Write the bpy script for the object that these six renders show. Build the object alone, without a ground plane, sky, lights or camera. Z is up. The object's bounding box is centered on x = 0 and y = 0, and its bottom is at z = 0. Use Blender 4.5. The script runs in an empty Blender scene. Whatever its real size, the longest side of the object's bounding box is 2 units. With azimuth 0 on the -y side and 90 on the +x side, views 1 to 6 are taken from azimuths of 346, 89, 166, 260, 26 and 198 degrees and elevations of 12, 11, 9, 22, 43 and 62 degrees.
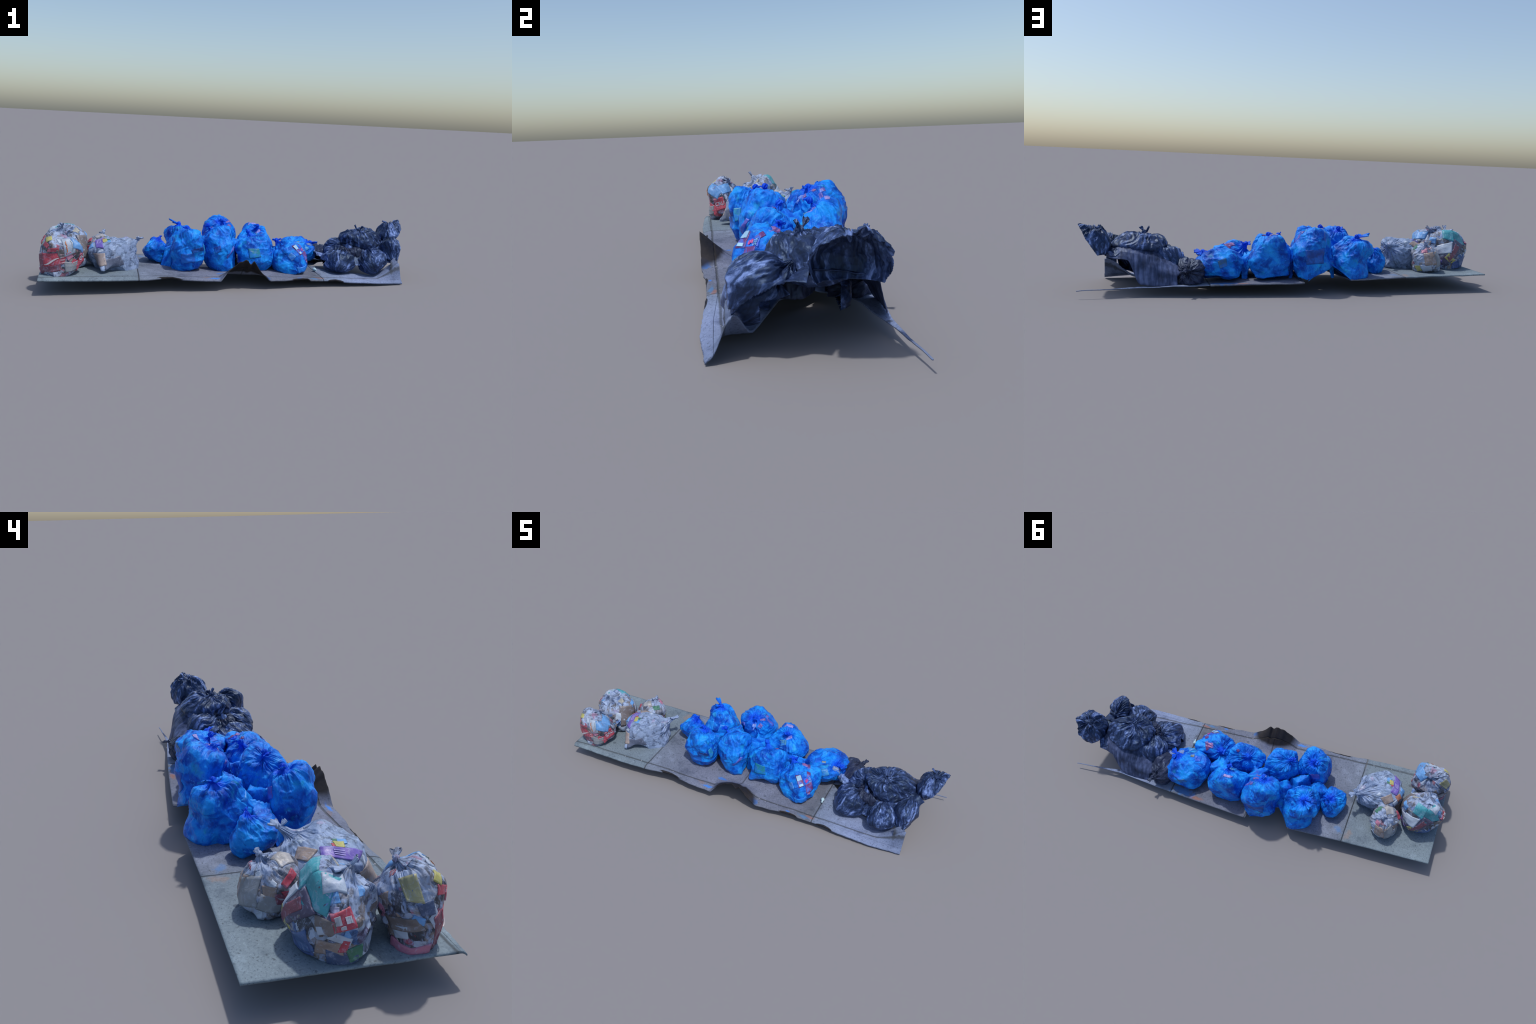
"""Kerbside rubbish: clear, blue and black refuse sacks standing on a strip of paving slabs."""
import bpy, bmesh, math, random
import numpy as np
from mathutils import Vector, Matrix
from mathutils.bvhtree import BVHTree

# ------------------------------------------------------------------ noise
_rng = np.random.RandomState(7)
_perm = _rng.permutation(256)
_perm = np.concatenate([_perm, _perm, _perm])
_grad = _rng.normal(size=(256, 3))
_grad /= np.linalg.norm(_grad, axis=1)[:, None]


def noise(p):
    """gradient noise, about -0.7..0.7, p is (n,3)"""
    i = np.floor(p).astype(int)
    f = p - i
    w = f * f * f * (f * (f * 6 - 15) + 10)
    i &= 255
    out = 0.0
    for dx in (0, 1):
        for dy in (0, 1):
            for dz in (0, 1):
                h = _perm[_perm[_perm[i[:, 0] + dx] + i[:, 1] + dy] + i[:, 2] + dz]
                g = (_grad[h] * (f - [dx, dy, dz])).sum(1)
                out = out + g * (w[:, 0] if dx else 1 - w[:, 0]) * (w[:, 1] if dy else 1 - w[:, 1]) * (w[:, 2] if dz else 1 - w[:, 2])
    return out


def ridged(p):
    return 1 - np.abs(noise(p)) * 2.4


def smooth(x, a, b):
    t = np.clip((x - a) / (b - a), 0, 1)
    return t * t * (3 - 2 * t)


# ------------------------------------------------------------------ pavement shape
FRONT_X = [-.99, -.848, -.68, -.52, -.416, -.36, -.263, -.13, .11, .27, .44, .55, .73, .894]
FRONT_Y = [-.298, -.293, -.286, -.271, -.252, -.248, -.256, -.252, -.232, -.207, -.193, -.194, -.191, -.168]
FRONT_DROP = [.010, .010, .010, .010, .008, .006, .007, .008, .008, .008, .006, .010, .010, .011]
SEAM_X = [-.99, -.52, -.13, .2, .43, .64, .893]
SEAM_Y = [-.281, -.236, -.206, -.178, -.160, -.161, -.148]
SEAM_Z = [.084, .077, .060, .051, .041, .030, .018]
BACK_X = [-.996, -.54, -.24, 0, .3, .5, .74, .86, 1.0]
BACK_Y = [.223, .255, .28, .297, .293, .286, .272, .281, .298]
BACK_Z = [.087, .079, .073, .062, .056, .049, .040, .036, .032]


def lift(x, y):
    """places where the torn front edge curls up, and the rise below the last black sack"""
    h = np.zeros_like(x)
    for x0, l, r, hh, y0, y1 in ((.034, .165, .10, .105, -.12, -.235), (-.372, .12, .05, .007, -.21, -.25),
                                 (.338, .13, .016, .011, -.175, -.206), (.497, .055, .045, .006, -.165, -.193)):
        k = np.clip(np.where(x < x0, 1 - (x0 - x) / l, 1 - (x - x0) / r), 0, 1)
        k = np.where(x < x0, 1 - (1 - k) ** 1.9, k ** 1.35) if hh > .05 else k
        k = k - .18 * (hh > .05) * np.clip(1 - np.abs(x - .022) / .013, 0, 1) ** .5
        k = k * (1 + .22 * (hh > .05) * noise(np.stack([x.ravel() * 34, x.ravel() * 0 + .3, x.ravel() * 0], -1)).reshape(x.shape))
        h = h + hh * k * np.clip((y0 - y) / (y0 - y1), 0, 1.1) ** 1.3
    return h + .085 * smooth(x, .74, .882) * smooth(y, -.158, -.105) * (y < .05)


def slab_z(x, y):
    x, y = np.asarray(x, float), np.asarray(y, float)
    ys, yb = np.interp(x, SEAM_X, SEAM_Y), np.interp(x, BACK_X, BACK_Y)
    zs, zb = np.interp(x, SEAM_X, SEAM_Z), np.interp(x, BACK_X, BACK_Z)
    return zs + (zb - zs) * np.clip((y - ys) / (yb - ys), 0, 1)


# ------------------------------------------------------------------ materials
def new_mat(name):
    m = bpy.data.materials.new(name)
    m.use_nodes = True
    nt = m.node_tree
    nt.nodes.clear()
    out = nt.nodes.new("ShaderNodeOutputMaterial")
    b = nt.nodes.new("ShaderNodeBsdfPrincipled")
    nt.links.new(b.outputs[0], out.inputs[0])
    return m, nt, b


class G:
    """little helper to write node graphs"""
    def __init__(s, nt):
        s.nt = nt

    def put(s, sock, v):
        if isinstance(v, bpy.types.NodeSocket):
            s.nt.links.new(v, sock)
        elif v is not None:
            if isinstance(v, (tuple, list)) and len(v) == 3 and sock.type == 'RGBA':
                v = (*v, 1)
            sock.default_value = v

    def node(s, t, **kw):
        n = s.nt.nodes.new(t)
        for k, v in kw.items():
            setattr(n, k, v)
        return n

    def math(s, op, a, b=None, c=None, clamp=False):
        n = s.node("ShaderNodeMath", operation=op, use_clamp=clamp)
        for i, v in enumerate((a, b, c)):
            if v is not None:
                s.put(n.inputs[i], v)
        return n.outputs[0]

    def vmath(s, op, a, b=None, scale=None):
        n = s.node("ShaderNodeVectorMath", operation=op)
        s.put(n.inputs[0], a)
        if b is not None:
            s.put(n.inputs[1], b)
        if scale is not None:
            s.put(n.inputs[3], scale)
        return n.outputs[1] if op in ('LENGTH', 'DOT_PRODUCT') else n.outputs[0]

    def noise(s, vec, scale, detail=3, rough=.55, dist=0, color=False):
        n = s.node("ShaderNodeTexNoise")
        s.put(n.inputs["Vector"], vec)
        for k, v in (("Scale", scale), ("Detail", detail), ("Roughness", rough), ("Distortion", dist)):
            n.inputs[k].default_value = v
        return n.outputs[1 if color else 0]

    def voronoi(s, vec, scale, feature='F1', out=1):
        n = s.node("ShaderNodeTexVoronoi", feature=feature)
        s.put(n.inputs["Vector"], vec)
        n.inputs["Scale"].default_value = scale
        return n.outputs[out]

    def ramp(s, fac, stops, mode='LINEAR'):
        n = s.node("ShaderNodeValToRGB")
        r = n.color_ramp
        r.interpolation = mode
        while len(r.elements) < len(stops):
            r.elements.new(.5)
        for e, (p, c) in zip(r.elements, stops):
            e.position = p
            e.color = (*c, 1) if not isinstance(c, (int, float)) else (c, c, c, 1)
        s.put(n.inputs[0], fac)
        return n.outputs[0]

    def mix(s, fac, a, b, mode='MIX'):
        n = s.node("ShaderNodeMix", data_type='RGBA', blend_type=mode)
        s.put(n.inputs[0], fac)
        s.put(n.inputs[6], a)
        s.put(n.inputs[7], b)
        return n.outputs[2]

    def sep(s, v):
        n = s.node("ShaderNodeSeparateXYZ")
        s.put(n.inputs[0], v)
        return n.outputs

    def comb(s, x, y, z):
        n = s.node("ShaderNodeCombineXYZ")
        for i, v in enumerate((x, y, z)):
            s.put(n.inputs[i], v)
        return n.outputs[0]

    def sstep(s, v, a, b):
        n = s.node("ShaderNodeMapRange", interpolation_type='SMOOTHSTEP')
        s.put(n.inputs[0], v)
        n.inputs[1].default_value, n.inputs[2].default_value = a, b
        return n.outputs[0]

    def bump(s, h, strength, dist):
        n = s.node("ShaderNodeBump")
        n.inputs["Strength"].default_value = strength
        n.inputs["Distance"].default_value = dist
        s.put(n.inputs["Height"], h)
        return n.outputs[0]

    def obj(s):
        return s.node("ShaderNodeTexCoord").outputs["Object"]

    def sack_space(s):
        """object coordinates (origin at the knot, z along the neck), a per-sack offset copy, and streaks that run to the knot"""
        o = s.obj()
        rnd = s.node("ShaderNodeObjectInfo").outputs["Random"]
        off = s.vmath('ADD', o, s.comb(s.math('MULTIPLY', rnd, 37.0), s.math('MULTIPLY', rnd, 91.0), s.math('MULTIPLY', rnd, 13.0)))
        x, y, z = s.sep(o)
        r = s.vmath('LENGTH', o)
        flat = s.vmath('NORMALIZE', s.comb(x, y, 0.0))
        warp = s.vmath('SCALE', s.vmath('SUBTRACT', s.noise(off, 22, 2, color=True), (.5, .5, .5)), scale=.5)
        around = s.vmath('ADD', s.vmath('ADD', flat, warp), s.comb(s.math('MULTIPLY', rnd, 50.0), 0.0, s.math('MULTIPLY', r, 2.2)))
        return o, off, r, around


def finish(g, b, col, rough, spec=.4, normal=None, **kw):
    g.put(b.inputs["Base Color"], col)
    g.put(b.inputs["Roughness"], rough)
    g.put(b.inputs["Specular IOR Level"], spec)
    if normal is not None:
        g.put(b.inputs["Normal"], normal)
    for k, v in kw.items():
        g.put(b.inputs[k.replace("_", " ")], v)


def mat_blue():
    m, nt, b = new_mat("blue_film")
    g = G(nt)
    o, off, r, around = g.sack_space()
    warp = g.vmath('ADD', off, g.vmath('SCALE', g.noise(off, 16, 3, color=True), scale=.05))
    n1 = g.noise(warp, 15, 4, .6)
    col = g.ramp(n1, [(.30, (.003, .036, .34)), (.43, (.005, .095, .56)), (.55, (.008, .19, .77)), (.70, (.018, .33, .93))])
    # things that press against the film from inside
    cell = g.noise(g.vmath('ADD', warp, (7.7, 3.1, 1.9)), 21, 1, .5, .6)
    col = g.mix(g.math('MULTIPLY', g.sstep(cell, .52, .66), .6), col, (.012, .31, .88))
    col = g.mix(g.math('MULTIPLY', g.sstep(cell, .44, .30), .6), col, (.003, .03, .28))
    crease = g.noise(off, 38, 5, .68, 1.8)  # wrinkle highlights and dark crease shade painted into the blue
    col = g.mix(g.math('MULTIPLY', g.sstep(crease, .56, .68), .5), col, (.06, .45, 1.0))
    col = g.mix(g.math('MULTIPLY', g.sstep(crease, .43, .32), .5), col, (.002, .025, .30))
    tint = g.noise(g.vmath('ADD', warp, (4.1, 2.2, 9.3)), 19, 2)
    col = g.mix(g.math('MULTIPLY', g.sstep(tint, .60, .74), .4), col, (.02, .40, .52))
    tint2 = g.noise(g.vmath('ADD', warp, (1.1, 7.2, 3.3)), 24, 2)
    col = g.mix(g.math('MULTIPLY', g.sstep(tint2, .70, .78), .14), col, (.22, .13, .45))
    # streaks of stretched film, gathered and deeper blue at the knot
    st = g.noise(around, 5.5, 4, .65)
    hair = g.noise(around, 14, 4, .7)
    col = g.mix(g.math('MULTIPLY', g.sstep(st, .56, .74), .5), col, (.05, .34, .95))
    col = g.mix(g.math('MULTIPLY', g.sstep(hair, .61, .72), .45), col, (.10, .42, .98))
    col = g.mix(g.math('MULTIPLY', g.sstep(hair, .40, .30), .4), col, (.002, .03, .34))
    col = g.mix(g.math('MULTIPLY', g.sstep(st, .44, .28), .55), col, (.002, .04, .50))
    col = g.mix(g.math('MULTIPLY', g.sstep(r, .055, .012), .75), col, (.003, .045, .72))
    fine = g.noise(around, 16, 5, .7)
    crink = g.noise(off, 60, 4, .6, 1.2)
    h = g.math('ADD', g.math('MULTIPLY', fine, .6), crink)
    finish(g, b, col, .42, .34, g.bump(h, .35, .006), Specular_Tint=(.35, .65, 1.0, 1))
    return m


def mat_black(name, dull=False):
    m, nt, b = new_mat(name)
    g = G(nt)
    o, off, r, around = g.sack_space()
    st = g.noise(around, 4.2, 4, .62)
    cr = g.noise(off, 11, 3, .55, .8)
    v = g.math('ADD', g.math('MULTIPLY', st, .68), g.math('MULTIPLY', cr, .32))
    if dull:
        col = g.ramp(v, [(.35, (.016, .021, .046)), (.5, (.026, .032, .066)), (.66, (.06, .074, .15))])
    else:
        col = g.ramp(v, [(.39, (.010, .017, .044)), (.49, (.020, .035, .095)), (.55, (.050, .084, .21)), (.63, (.19, .28, .58))])  # pale end of the ramp paints glossy highlights into the colour
    fine = g.noise(around, 18, 5, .7)
    crink = g.noise(off, 70, 4, .6, 1.5)
    finish(g, b, col, .36, .42, g.bump(g.math('ADD', fine, crink), .2, .006), Specular_Tint=(.45, .66, 1.0, 1))
    return m


def mat_drape():
    m, nt, b = new_mat("grey_film")
    g = G(nt)
    o = g.obj()
    x, y, z = g.sep(o)
    st = g.noise(g.comb(g.math('MULTIPLY', x, 60.0), g.math('MULTIPLY', y, 20.0), g.math('MULTIPLY', z, 7.0)), 1, 4, .6)
    n = g.noise(o, 14, 3)
    v = g.math('ADD', g.math('MULTIPLY', st, .5), g.math('MULTIPLY', n, .5))
    col = g.ramp(v, [(.38, (.014, .020, .045)), (.5, (.050, .068, .145)), (.64, (.13, .17, .33))])
    finish(g, b, col, .5, .3, g.bump(st, .4, .004), Specular_Tint=(.5, .7, 1.0, 1))
    return m


CLEAR = dict(
    warm=[(0, (.055, .05, .055)), (.16, (.19, .15, .13)), (.28, (.30, .33, .42)), (.40, (.10, .08, .09)), (.50, (.30, .12, .16)),
          (.58, (.36, .42, .55)), (.68, (.07, .10, .20)), (.76, (.22, .19, .19)), (.86, (.05, .045, .05)), (.93, (.34, .06, .09))],
    cool=[(0, (.06, .06, .07)), (.15, (.24, .29, .38)), (.3, (.13, .11, .10)), (.42, (.33, .40, .54)), (.54, (.05, .11, .28)),
          (.62, (.19, .16, .14)), (.74, (.38, .46, .60)), (.84, (.16, .19, .26)), (.93, (.09, .07, .13))],
    pale=[(0, (.15, .14, .14)), (.18, (.33, .38, .48)), (.38, (.24, .22, .21)), (.5, (.38, .45, .57)), (.66, (.17, .17, .19)), (.78, (.29, .32, .39)), (.92, (.12, .11, .12))],
    grey=[(0, (.17, .23, .36)), (.2, (.27, .35, .52)), (.45, (.20, .27, .41)), (.6, (.30, .39, .57)), (.75, (.14, .19, .30)), (.9, (.24, .30, .43))])


def mat_clear(kind):
    m, nt, b = new_mat("clear_film_" + kind)
    g = G(nt)
    o, off, r, around = g.sack_space()
    warp = g.vmath('ADD', off, g.vmath('SCALE', g.noise(off, 20, 2, color=True), scale=.03))
    big = g.sep(g.voronoi(warp, 26))[0]
    col = g.ramp(big, CLEAR[kind], 'CONSTANT')
    small = g.voronoi(g.vmath('ADD', warp, (3.3, 1.7, 5.1)), 55)
    sx, sy, sz = g.sep(small)
    col = g.mix(g.math('GREATER_THAN', sy, .62), col, g.ramp(sx, CLEAR[kind], 'CONSTANT'))
    # the milky, creased film over it
    st = g.noise(around, 6, 5, .7)
    cr = g.noise(off, 24, 4, .65, 1.4)
    film = g.math('ADD', g.math('MULTIPLY', st, .55), g.math('MULTIPLY', cr, .45))
    amount = g.math('ADD', g.sstep(film, .46, .62), g.math('MULTIPLY', g.sstep(r, .13, .02), .6), clamp=True)
    col = g.mix(g.math('MULTIPLY', amount, .82), col, (.30, .39, .60))
    col = g.mix(g.math('MULTIPLY', g.sstep(film, .48, .39), .72), col, (.035, .042, .07))  # shade of the creases, painted in as a dark tone
    hair = g.noise(around, 15, 4, .7)
    col = g.mix(g.math('MULTIPLY', g.sstep(hair, .60, .70), .6), col, (.46, .56, .78))
    h = g.math('ADD', g.noise(around, 18, 5, .7), g.noise(off, 70, 4, .6, 1.2))
    finish(g, b, col, .34, .42, g.bump(h, .35, .006), Specular_Tint=(.6, .78, 1.0, 1))
    return m


_piece = {}


def mat_piece(c, film=.35, under=None):
    """a printed or plain thing seen through the creased film"""
    if film > .2:
        c = tuple(.8 * v + .2 * w for v, w in zip(c, (.24, .28, .37)))
    key = (tuple(c), film, under)
    if key not in _piece:
        m, nt, b = new_mat("packaging")
        g = G(nt)
        o = g.obj()
        cr = g.noise(o, 46, 5, .65, 1.4)
        dirt = g.noise(o, 18, 3)
        col = g.mix(g.math('MULTIPLY', g.sstep(dirt, .55, .35), .35), tuple(c), tuple(v * .45 for v in c))
        f = tuple(.5 * v + .5 * w for v, w in zip(c, (.40, .47, .64)))
        col = g.mix(g.math('MULTIPLY', g.sstep(cr, .49, .66), film * 2.0, clamp=True), col, f)
        if under:
            soft = g.noise(o, 34, 3, .6, .6)
            col = g.mix(g.math('MULTIPLY_ADD', g.sstep(soft, .42, .6), .5, .22), col, g.ramp(dirt, [(.35, (.004, .06, .48)), (.65, (.01, .20, .80))]))
        finish(g, b, col, .36, .4, g.bump(cr, .4, .005))
        _piece[key] = m
    return _piece[key]


def mat_stone():
    m, nt, b = new_mat("paving_concrete")
    g = G(nt)
    o = g.obj()
    x, y, z = g.sep(o)
    wob = g.math('MULTIPLY', g.math('SUBTRACT', g.noise(o, 9, 3), .5), .05)
    xw = g.math('ADD', x, wob)
    col = g.ramp(g.math('MULTIPLY_ADD', xw, .5, .5),
                 [(.0, (.180, .236, .280)), (.225, (.152, .198, .245)), (.24, (.148, .178, .238)), (.38, (.160, .182, .255)), (.50, (.155, .177, .245)),
                  (.66, (.125, .14, .19)), (.705, (.115, .13, .165)), (.722, (.17, .215, .31)), (.82, (.21, .265, .43)), (.95, (.15, .195, .32))])
    blot = g.noise(o, 9, 5, .68)
    col = g.mix(g.sstep(blot, .5, .72), col, g.mix(1.0, col, (1.38, 1.38, 1.38), 'MULTIPLY'))
    col = g.mix(g.math('MULTIPLY', g.sstep(blot, .48, .3), .8), col, g.mix(1.0, col, (.55, .57, .62), 'MULTIPLY'))
    sp = g.noise(o, 150, 4, .75)
    pit = g.noise(o, 85, 2, .6)
    col = g.mix(g.math('MULTIPLY', g.sstep(pit, .62, .72), .6), col, (.05, .06, .075))
    col = g.mix(g.math('MULTIPLY', g.sstep(sp, .54, .66), .7), col, g.mix(1.0, col, (.42, .44, .5), 'MULTIPLY'))
    col = g.mix(g.math('MULTIPLY', g.sstep(sp, .45, .33), .45), col, g.mix(1.0, col, (1.6, 1.6, 1.55), 'MULTIPLY'))
    # chewing gum spots
    gum = g.voronoi(g.comb(x, y, 0.0), 13, out=0)
    gumcol = g.sep(g.voronoi(g.comb(x, y, 0.0), 13))[0]
    col = g.mix(g.math('MULTIPLY', g.math('MULTIPLY', g.sstep(gum, .13, .09), g.math('GREATER_THAN', gumcol, .6)), .6), col, (.06, .075, .10))
    # rust and blue stains
    def spot(cx, cy, rx, ry, c, a):
        nonlocal col
        d = g.vmath('LENGTH', g.comb(g.math('DIVIDE', g.math('SUBTRACT', xw, cx), rx), g.math('DIVIDE', g.math('SUBTRACT', g.math('ADD', y, g.math('MULTIPLY', wob, .6)), cy), ry), 0.0))
        d = g.math('ADD', d, g.math('MULTIPLY', g.math('SUBTRACT', g.noise(o, 38, 3), .5), 2.2))
        col = g.mix(g.math('MULTIPLY', g.sstep(d, 1.15, .4), a * .8), col, c)
    for q in STAINS:
        spot(*q)
    # dirt along the kerb seam and in the joints
    seam = g.math('ADD', g.math('MULTIPLY_ADD', x, .079, -.193), g.math('MULTIPLY', wob, .25))
    d = g.math('ABSOLUTE', g.math('SUBTRACT', y, seam))
    col = g.mix(g.math('MULTIPLY', g.sstep(d, .007, .001), .7), col, (.035, .04, .045))
    grit = g.math('MULTIPLY', g.sstep(d, .009, .002), g.math('GREATER_THAN', g.noise(o, 90, 2), .68))
    col = g.mix(grit, col, (.38, .38, .42))
    for jx in JOINTS:
        d = g.math('ABSOLUTE', g.math('SUBTRACT', x, g.math('ADD', jx, g.math('MULTIPLY', wob, .15))))
        col = g.mix(g.math('MULTIPLY', g.sstep(d, .006, .001), .6), col, (.05, .055, .062))
    # dark torn edge
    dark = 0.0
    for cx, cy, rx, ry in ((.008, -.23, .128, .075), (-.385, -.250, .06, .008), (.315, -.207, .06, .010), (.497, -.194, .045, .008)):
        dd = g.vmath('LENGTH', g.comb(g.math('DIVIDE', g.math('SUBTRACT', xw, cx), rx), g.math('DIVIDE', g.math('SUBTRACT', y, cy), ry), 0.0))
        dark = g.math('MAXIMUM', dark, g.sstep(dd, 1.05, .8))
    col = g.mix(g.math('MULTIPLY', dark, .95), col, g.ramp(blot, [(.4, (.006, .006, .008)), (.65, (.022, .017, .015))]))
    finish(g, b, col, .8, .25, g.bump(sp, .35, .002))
    return m


JOINTS = (-.533, -.005, .428)
STAINS = ((-.16, -.232, .035, .010, (.02, .22, .75), .85), (-.20, -.22, .03, .012, (.22, .15, .12), .5), (.02, -.155, .018, .022, (.02, .22, .75), .0),
          (.115, -.215, .02, .02, (.015, .16, .55), .8), (-.10, -.15, .035, .012, (.02, .21, .70), .8), (.41, -.172, .03, .008, (.30, .13, .09), .7),
          (.38, -.182, .03, .008, (.03, .19, .45), .6), (-.56, .205, .02, .035, (.30, .20, .15), .5), (-.50, .20, .03, .02, (.06, .20, .48), .6),
          (-.37, -.235, .02, .01, (.03, .19, .5), .0), (.28, .275, .035, .012, (.32, .13, .07), .7), (.36, .262, .07, .03, (.03, .20, .55), .75),
          (-.22, .262, .05, .035, (.012, .06, .22), .8), (.30, -.19, .012, .006, (.02, .2, .7), .8))


# ------------------------------------------------------------------ mesh helpers
def link(o, parent=None):
    bpy.context.scene.collection.objects.link(o)
    if parent is not None:
        o.parent = parent
        o.matrix_parent_inverse = parent.matrix_basis.inverted()
    return o


def mesh_obj(name, verts, faces, mats, frame=None, parent=None, shade=True, fmats=None):
    """verts in world space; frame is the object's own matrix"""
    v = np.asarray(verts, float)
    M = frame if frame is not None else Matrix.Identity(4)
    Mi = np.array(M.inverted())
    v = v @ Mi[:3, :3].T + Mi[:3, 3]
    me = bpy.data.meshes.new(name)
    me.from_pydata(v.tolist(), [], [tuple(int(i) for i in f) for f in faces])
    for mt in (mats if isinstance(mats, (list, tuple)) else [mats]):
        me.materials.append(mt)
    if fmats is not None:
        me.polygons.foreach_set("material_index", np.asarray(fmats, np.int32))
    me.polygons.foreach_set("use_smooth", np.full(len(me.polygons), shade))
    me.update()
    o = bpy.data.objects.new(name, me)
    o.matrix_basis = M
    return link(o, parent)


def grid_faces(n, m, wrap=False):
    """n rows of m points"""
    i, j = np.meshgrid(np.arange(n - 1), np.arange(m if wrap else m - 1), indexing='ij')
    j2 = (j + 1) % m
    return np.stack([i * m + j, i * m + j2, (i + 1) * m + j2, (i + 1) * m + j], -1).reshape(-1, 4)


def solid_sheet(P, offset):
    """closed thin solid from a grid P (n,m,3); offset is the vector array to its lower side"""
    n, m = P.shape[:2]
    A, B = P.reshape(-1, 3), (P + offset).reshape(-1, 3)
    f = grid_faces(n, m)
    k = n * m
    faces = [tuple(q) for q in f] + [tuple(q[::-1] + k) for q in f]
    ring = [(0, j) for j in range(m)] + [(i, m - 1) for i in range(1, n)] + [(n - 1, j) for j in range(m - 2, -1, -1)] + [(i, 0) for i in range(n - 2, 0, -1)]
    idx = [i * m + j for i, j in ring]
    for a, b in zip(idx, idx[1:] + idx[:1]):
        faces.append((b, a, a + k, b + k))
    return np.vstack([A, B]), faces


def normals_of(P, wrap):
    dv = np.gradient(P, axis=0)
    du = (np.roll(P, -1, 1) - np.roll(P, 1, 1)) / 2 if wrap else np.gradient(P, axis=1)
    n = np.cross(du, dv)
    l = np.linalg.norm(n, axis=-1, keepdims=True)
    return n / np.maximum(l, 1e-12)


# ------------------------------------------------------------------ sacks
class Sack:
    pass


def make_sack(name, label, mat, c, r, knot, seed, faces=20, hard=13, lump=.010, pleat=.007, crease=.0055, pulls=(), planes=(), drop=None,
              p=2.6, nu=200, nv=120, ground=True, sink=.0, base=.3, back=0.0):
    rs = np.random.RandomState(seed)
    c, r, knot = np.array(c, float), np.array(r, float), np.array(knot, float)
    w = (knot - c) / r
    w /= np.linalg.norm(w)
    a = np.cross([0.3, 1, 0.1], w)
    a /= np.linalg.norm(a)
    bb = np.cross(w, a)
    ang = np.pi * (np.linspace(0.004, .997, nv) ** 1.0)
    phi = np.linspace(0, 2 * np.pi, nu, endpoint=False)
    A, Ph = np.meshgrid(ang, phi, indexing='ij')
    d = np.cos(A)[..., None] * w + np.sin(A)[..., None] * (np.cos(Ph)[..., None] * a + np.sin(Ph)[..., None] * bb)
    # stuffed, blunt-faced body
    n = rs.normal(size=(faces, 3))
    n /= np.linalg.norm(n, axis=1)[:, None]
    off = rs.uniform(.81, 1.0, faces)
    dots = np.maximum(d @ n.T, 0) / off
    k = (np.abs(d) ** p).sum(-1) ** (1 / p)
    rad = ((dots ** hard).sum(-1) + (k * .93) ** hard) ** (-1 / hard)
    P = d * rad[..., None]
    lo, hi = P.reshape(-1, 3).min(0), P.reshape(-1, 3).max(0)
    P = ((P - lo) / (hi - lo) * 2 - 1) * r + c
    # sagging base, and the straight drop on the side that faces away from the street
    D3 = P - c
    low = smooth(-D3[..., 2] / r[2], .0, .35)
    rho = np.maximum(np.hypot(D3[..., 0], D3[..., 1]), 1e-6)
    full = 1 / np.hypot(D3[..., 0] / rho / r[0], D3[..., 1] / rho / r[1])
    amt = low * np.maximum(base, back * smooth(D3[..., 1] / rho, .0, .6)) * smooth(rho / full, .15, .6)
    k = 1 + amt * np.maximum(full / rho - 1, 0)
    P[..., 0] = c[0] + D3[..., 0] * k
    P[..., 1] = c[1] + D3[..., 1] * k
    # drag the neck and corners to where they are
    for T, sig in [(knot, .34)] + list(pulls):
        T = np.array(T, float)
        dt = (T - c) / r
        dt /= np.linalg.norm(dt)
        dot = np.clip(d @ dt, -1, 1)
        i = np.unravel_index(np.argmax(dot), dot.shape)
        P = P + np.exp(-(np.arccos(dot) / sig) ** 2)[..., None] * (T - P[i])
    N = normals_of(P, True)
    sgn = np.sign(((P - c) * N).sum(-1).mean())
    N = N * (sgn if sgn else 1)
    q = P.reshape(-1, 3) + rs.uniform(-50, 50, 3)
    so = rs.uniform(0, 50, 3)
    wq = q + .012 * np.stack([noise(q * 30 + 11), noise(q * 30 + 37), noise(q * 30 + 71)], -1)
    h = lump * 1.5 * noise(wq * 12)
    fold = np.clip(ridged(wq * np.array([8.5, 8.5, 12])), 0, 1) ** 2.5
    fold2 = np.clip(ridged(wq * np.array([24, 24, 31]) + 7), 0, 1) ** 2
    h += crease * 1.5 * (fold - .4) * smooth(noise(q * 8 + 5), -.4, .2)
    h += crease * .5 * (fold2 - .4)
    h += crease * .12 * (ridged(wq * 70) - .6)
    af, pf = A.ravel(), Ph.ravel()
    tw = pf + .5 * noise(np.stack([np.cos(pf) * 2, np.sin(pf) * 2, af * 1.5], -1) + so)
    s1 = ridged(np.stack([np.cos(tw) * 4.2, np.sin(tw) * 4.2, af * 1.1], -1) + so)
    s2 = ridged(np.stack([np.cos(tw) * 9, np.sin(tw) * 9, af * 1.6], -1) + so + 9)
    fall = np.exp(-af / .75) * np.minimum(np.sin(np.minimum(af, 1.5)) * 2.4, 1)
    h += pleat * fall * ((s1 - .6) * 1.3 + (s2 - .6) * .8)
    s3 = ridged(np.stack([np.cos(tw) * 2.6, np.sin(tw) * 2.6, af * .9], -1) + so + 23)
    h += pleat * .55 * np.exp(-((af - 1.0) / .7) ** 2) * (s3 - .6)
    h -= .012 * np.exp(-((af - .28) / .16) ** 2) * (r.mean() / .09)
    P = P + N * h.reshape(A.shape)[..., None]
    # cut against planes, then rest on the ground
    for pt, nn in planes:
        nn = np.array(nn, float)
        nn /= np.linalg.norm(nn)
        e = (P - np.array(pt)) @ nn
        P = P - np.where(e > 0, e * .88, 0)[..., None] * nn
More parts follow.
